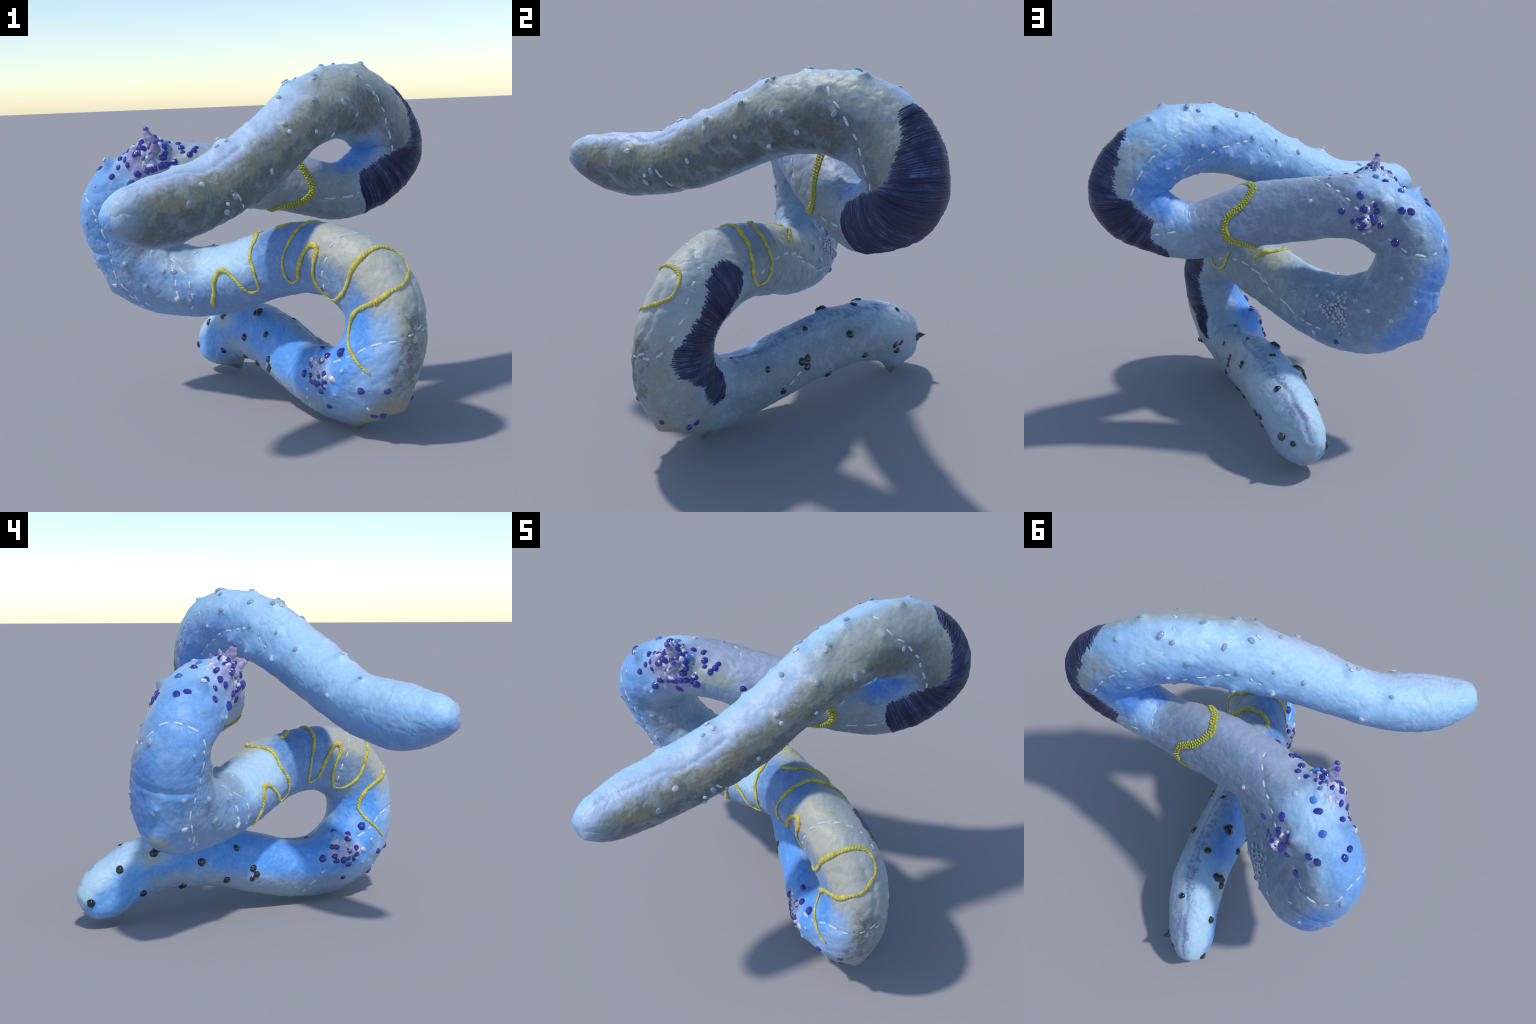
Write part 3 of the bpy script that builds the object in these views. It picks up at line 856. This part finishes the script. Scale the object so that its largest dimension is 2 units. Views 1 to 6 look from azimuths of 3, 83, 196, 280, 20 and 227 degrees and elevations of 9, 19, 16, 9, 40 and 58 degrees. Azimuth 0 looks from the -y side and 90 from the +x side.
def build():
    rng = random.Random(11)
    grid, stations = with_caps(sweep())
    grid = relief(grid, stations)
    skin = Skin(grid, stations)

    root = bpy.data.objects.new("stuffed_fabric_snake", None)
    SCENE.objects.link(root)
    root["label"] = "coiled stuffed cloth snake with glass beads, yellow yarn and navy stitching"
    root["category"] = "textile sculpture"

    # ---- the cloth tube, cut into head, body and tail along shared rings ----
    cloth = cloth_material()
    rings, around, _ = grid.shape
    cuts = [0, int(np.searchsorted(stations, 1.0)), int(np.searchsorted(stations, 25.4)), rings - 1]
    for name, i0, i1 in zip(("head", "body", "tail"), cuts[:-1], cuts[1:]):
        block = grid[i0:i1 + 1]
        norm = skin.n[i0:i1 + 1].reshape(-1, 3)
        m = i1 - i0 + 1
        verts = block.reshape(-1, 3).tolist()
        faces = [(i * around + j, i * around + (j + 1) % around,
                  (i + 1) * around + (j + 1) % around, (i + 1) * around + j)
                 for i in range(m - 1) for j in range(around)]
        st = np.repeat(stations[i0:i1 + 1], around)
        th = np.tile(THETA, m)
        rc, rs = np.cos(th), np.sin(th)
        norm = norm.tolist()
        for end, ring, flip in ((name == "head", 0, False), (name == "tail", m - 1, True)):
            if end:
                c = len(verts)
                verts.append(block[ring].mean(0).tolist())
                out = TAN[0] * -1 if not flip else TAN[-1]
                norm.append(out.tolist())
                st = np.append(st, st[ring * around])
                rc, rs = np.append(rc, 0), np.append(rs, 0)
                for j in range(around):
                    a, b = ring * around + j, ring * around + (j + 1) % around
                    faces.append((c, a, b) if flip else (c, b, a))
        me = mesh_from(name, verts, faces)
        for an, data in (("along", st), ("ring_cos", rc), ("ring_sin", rs)):
            me.attributes.new(an, "FLOAT", "POINT").data.foreach_set("value", np.asarray(data, np.float32))
        me.normals_split_custom_set_from_vertices(norm)
        new_object(name, me, root, cloth)

    # ---- navy satin stitch ----
    navy = navy_material()
    for outline, pitch, seed in ((PATCH_BEND, 0.0125, 3), (PATCH_INNER, 0.0125, 5)):
        heap = satin_patch(skin, outline, pitch, seed)
        me = mesh_from("satin_stitch_patch", heap.v, heap.f)
        me.attributes.new("strand", "FLOAT", "POINT").data.foreach_set("value", np.array(heap.shade, np.float32))
        ob = new_object("satin_stitch_patch", me, root, navy)
        ob["kind"] = "stuff"

    # ---- running stitches ----
    white = thread_material("white_cotton_thread", (0.66, 0.74, 0.80), (0.44, 0.52, 0.60), 0.6)
    for s0, t0, s1, t1 in STITCHES:
        if abs(t1 - t0) > math.pi:
            t1 += 2 * math.pi if t1 < t0 else -2 * math.pi
        pts, ups = [], []
        for k in range(9):
            u = k / 8
            s, th = s0 + u * (s1 - s0), t0 + u * (t1 - t0)
            n = skin.normal(s, th)
            pts.append(skin.at(s, th) + n * (0.0012 - 0.008 * abs(2 * u - 1) ** 4))
            ups.append(n)
        v, f = tube_along(pts, rng.uniform(0.0054, 0.0068), 8, 0.45, ups)
        new_object("running_stitch", mesh_from("running_stitch", v, f), root, white)

    # ---- laid yellow yarn, two plies twisted ----
    yarn = thread_material("yellow_yarn", (0.76, 0.69, 0.08), (0.40, 0.33, 0.05), 0.6, 38.0, 0.3)
    for path in (YARN_SHORT, YARN_LONG):
        p = smooth_path(path, 16)
        pos = np.array([skin.at(s, th) for s, th in p])
        nor = np.array([skin.normal(s, th) for s, th in p])
        run = np.r_[0, np.cumsum(np.linalg.norm(np.diff(pos, axis=0), axis=1))]
        n = int(run[-1] / 0.006)
        q = np.linspace(0, run[-1], n)
        pos = np.stack([np.interp(q, run, pos[:, i]) for i in range(3)], 1)
        nor = np.stack([np.interp(q, run, nor[:, i]) for i in range(3)], 1)
        for _ in range(3):
            pos[1:-1] = 0.25 * pos[:-2] + 0.5 * pos[1:-1] + 0.25 * pos[2:]
        nor /= np.linalg.norm(nor, axis=1)[:, None]
        tan = np.gradient(pos, axis=0)
        tan /= np.linalg.norm(tan, axis=1)[:, None] + 1e-9
        side = np.cross(tan, nor)
        heap = Heap()
        thick = 1.0 + 0.25 * np.sin(q * 9.0) + 0.18 * np.sin(q * 31.0 + 1) + 0.1 * np.sin(q * 83.0)
        for ply in (0, math.pi):
            ang = (q / 0.034) * 2 * math.pi + ply
            c = pos + nor * 0.0030 + (side * np.cos(ang)[:, None] + nor * 0.45 * np.sin(ang)[:, None]) * (0.0040 * thick)[:, None]
            v, f = tube_along(c, 0.0076 * thick, 7, 0.68, nor)
            heap.add(v, f)
        new_object("embroidery_yarn", mesh_from("embroidery_yarn", heap.v, heap.f), root, yarn)

    # ---- ring of small yellow beads ----
    seed_v, seed_f = bead_shape(7, 10, 0.3)
    seed_v = np.array(seed_v)
    ring = smooth_path(BEADED_RING + BEADED_RING[:1], 14)
    pos = np.array([skin.at(s, th) for s, th in ring])
    run = np.r_[0, np.cumsum(np.linalg.norm(np.diff(pos, axis=0), axis=1))]
    heap = Heap()
    for row, shift in ((-1, 0.0), (0, 0.5), (1, 0.0)):
        count = int(run[-1] / 0.0155)
        for k in range(count):
            q = (k + shift + rng.uniform(-0.15, 0.15)) / count * run[-1]
            s = np.interp(q, run, ring[:, 0])
            th = np.interp(q, run, ring[:, 1])
            s2 = np.interp(q + 0.01, run, ring[:, 0])
            th2 = np.interp(q + 0.01, run, ring[:, 1])
            n = skin.normal(s, th)
            t = skin.at(s2, th2) - skin.at(s, th)
            t /= np.linalg.norm(t) + 1e-9
            b = np.cross(n, t)
            r = rng.uniform(0.0060, 0.0082)
            c = skin.at(s, th) + b * row * 0.0125 + n * (0.0030 + 0.0035 * (row == 0)) + b * rng.uniform(-0.002, 0.002)
            v = c + (seed_v[:, :1] * t * 0.8 + seed_v[:, 1:2] * b + seed_v[:, 2:] * n) * r
            heap.add(list(v), seed_f)
    lime = glass_material("yellow_glass", (0.42, 0.40, 0.03), (0.66, 0.62, 0.12), 0.16, 0.0, 0.5)
    ob = new_object("beaded_ring", mesh_from("beaded_ring", heap.v, heap.f), root, lime)
    ob["kind"] = "stuff"
    v, f = tube_along([skin.at(s, th) for s, th in ring], 0.021, 10, 0.34, [skin.normal(s, th) for s, th in ring], False)
    new_object("ring_backing", mesh_from("ring_backing", v, f), root,
               thread_material("olive_thread", (0.40, 0.40, 0.03), (0.20, 0.21, 0.03), 0.6))

    # ---- glass beads, sewn on one by one ----
    black = glass_material("black_glass", (0.009, 0.010, 0.013), (0.022, 0.020, 0.020), 0.10)
    indigo = glass_material("indigo_glass", (0.016, 0.024, 0.28), (0.036, 0.022, 0.22), 0.07)
    blue = glass_material("blue_glass", (0.03, 0.10, 0.50), (0.05, 0.22, 0.60), 0.08)
    clear = glass_material("clear_glass", (0.20, 0.31, 0.47), (0.60, 0.70, 0.80), 0.08, 0.2)
    v, f = bead_shape()
    whole = mesh_from("clear_bead", v, f)
    whole.materials.append(clear)

    def studs(name, mat, skirt):
        out = []
        for k in range(4):
            me = mesh_from(name, *stud_shape(k + 1, skirt))
            me.materials.append(mat)
            out.append(me)
        return out

    sewn = (
        ("black_bead", BLACK_BEADS, 0.0190, studs("black_bead", black, 1.18), 1.15, 0.85),
        ("indigo_bead", INDIGO_BEADS, 0.0150, studs("indigo_bead", indigo, 1.14), 1.28, 0.75),
        ("blue_bead", BLUE_BEADS, 0.0190, studs("blue_bead", blue, 1.10), 1.1, 0.85),
        ("clear_bead", CLEAR_BEADS, 0.0125, [whole], 1.8, 0.62),
    )
    for name, places, radius, shapes, long, high in sewn:
        for s, th in places:
            ob = bpy.data.objects.new(name, rng.choice(shapes))
            SCENE.objects.link(ob)
            ob.parent = root
            rot, n = basis_on(skin, s, th, rng.uniform(0, math.pi))
            r = radius * rng.uniform(0.82, 1.18)
            ob.matrix_local = rot.to_4x4()
            ob.scale = (r * rng.uniform(0.95, long), r, r * high * rng.uniform(0.8, 1.1))
            ob.location = skin.at(s, th) - np.array(n) * r * {"clear_bead": 0.15, "black_bead": 0.30}.get(name, 0.15)

    # ---- crust of fused beads and torn thread where the clusters are thickest ----
    pale = glass_material("milky_glass", (0.42, 0.42, 0.54), (0.66, 0.66, 0.74), 0.25)
    lumps = [stud_shape(k + 9, 1.35, 12) for k in range(5)]
    for mat, count, lo, hi in ((pale, 60, 0.006, 0.013), (indigo, 26, 0.008, 0.016)):
        heap = Heap()
        for k in range(count):
            s0, t0, ds, dt = rng.choice(((11.98, 2.60, 0.14, 0.34), (11.98, 2.60, 0.14, 0.34), (12.20, -1.25, 0.10, 0.22), (22.52, 2.15, 0.13, 0.26)))
            s, th = rng.gauss(s0, ds), rng.gauss(t0, dt)
            rot, n = basis_on(skin, s, th, rng.uniform(0, 3.14))
            r = rng.uniform(lo, hi)
            size = np.array((r * rng.uniform(0.9, 1.7), r, r * rng.uniform(0.6, 1.2)))
            c = skin.at(s, th) - np.array(n) * r * 0.1
            lv, lf = rng.choice(lumps)
            heap.add([c + np.array(rot) @ (np.array(p) * size) for p in lv], lf)
        ob = new_object("bead_crust", mesh_from("bead_crust", heap.v, heap.f), root, mat)
        ob["kind"] = "stuff"
    heap = Heap()
    for k in range(8):
        s, th = rng.gauss(11.98, 0.10), rng.gauss(2.60, 0.20)
        p, n = skin.at(s, th), skin.normal(s, th)
        lean = np.array([rng.gauss(0, 0.35) for _ in range(3)])
        q = np.linspace(0, 1, 7)
        spike = p - n * 0.006 + (n + lean) * (rng.uniform(0.012, 0.026) * q)[:, None]
        heap.add(*tube_along(spike, 0.012 * (1 - q) ** 0.8 + 0.002, 9))
    ob = new_object("torn_cloth", mesh_from("torn_cloth", heap.v, heap.f), root,
                    thread_material("violet_torn_cloth", (0.46, 0.45, 0.54), (0.14, 0.12, 0.36), 0.5, 34.0))
    ob["kind"] = "stuff"

    # ---- a dense spill of tiny silver beads ----
    heap = Heap()
    for k in range(330):
        x, y = rng.uniform(-1.3, 1.3), rng.uniform(-1.3, 1.3)
        reach = 0.85 + 0.25 * math.sin(3 * math.atan2(y, x) + 1.0) + rng.uniform(-0.35, 0.25)
        if math.hypot(x, y) > reach:
            continue
        s, th = 15.85 + 0.40 * x, -1.08 + 0.52 * y
        n = skin.normal(s, th)
        rot, _ = basis_on(skin, s, th, rng.uniform(0, 3.14))
        r = rng.uniform(0.0050, 0.0094)
        m = np.array(rot)
        c = skin.at(s, th) + n * r * rng.uniform(-0.1, 0.6)
        heap.add([c + m @ (p * np.array((r * 1.35, r, r))) for p in seed_v], seed_f)
    ob = new_object("silver_bead_spill", mesh_from("silver_bead_spill", heap.v, heap.f), root,
                    glass_material("silver_glass", (0.045, 0.07, 0.15), (0.40, 0.46, 0.56), 0.10, 0.1))
    ob["kind"] = "stuff"

    # ---- the two twisted cloth horns on the upper loop ----
    peak = thread_material("violet_stained_cloth", (0.52, 0.52, 0.56), (0.20, 0.17, 0.42), 0.5, 26.0)
    tip = glass_material("indigo_tip", (0.05, 0.035, 0.30), (0.10, 0.06, 0.34), 0.2)
    for foot, top, r0 in (((11.96, 2.66), (-0.526, 0.080, 1.538), 0.030), ((11.90, 2.42), (-0.471, 0.023, 1.470), 0.026)):
        a = skin.at(*foot) - skin.normal(*foot) * 0.02
        b = np.array(top)
        k = np.linspace(0, 1, 14)
        bend = skin.normal(*foot) * 0.012
        pts = a + (b - a) * k[:, None] + bend * np.sin(math.pi * k)[:, None]
        rad = r0 * (1 - k) ** 1.3 + 0.0105 + 0.0015 * np.sin(k * 23)
        rad[-1] *= 0.8
        v1, f1 = tube_along(pts, rad, 14, 0.85)
        new_object("cloth_horn", mesh_from("cloth_horn", v1, f1), root, peak)
        v2, f2 = tube_along(pts[-5:], rad[-5:] * 1.08 + 0.0006, 14, 0.9)
        new_object("horn_tip", mesh_from("horn_tip", v2, f2), root, tip)
    dark = thread_material("brown_hole", (0.10, 0.055, 0.02), (0.04, 0.02, 0.01), 0.9)
    p, n = skin.at(11.93, 2.53), skin.normal(11.93, 2.53)
    v3, f3 = tube_along([p - n * 0.01, p + n * 0.004, p + n * 0.010], [0.016, 0.013, 0.008], 12)
    new_object("opening", mesh_from("opening", v3, f3), root, dark)

    # ---- dark thorn at the tail tip ----
    p, n = skin.at(26.95, -1.86), skin.normal(26.95, -1.86)
    k = np.linspace(0, 1, 7)[:, None]
    v4, f4 = tube_along(p - n * 0.008 + n * 0.040 * k, 0.020 * (1 - k[:, 0]) + 0.002, 12)
    new_object("thorn", mesh_from("thorn", v4, f4), root, black)


build()
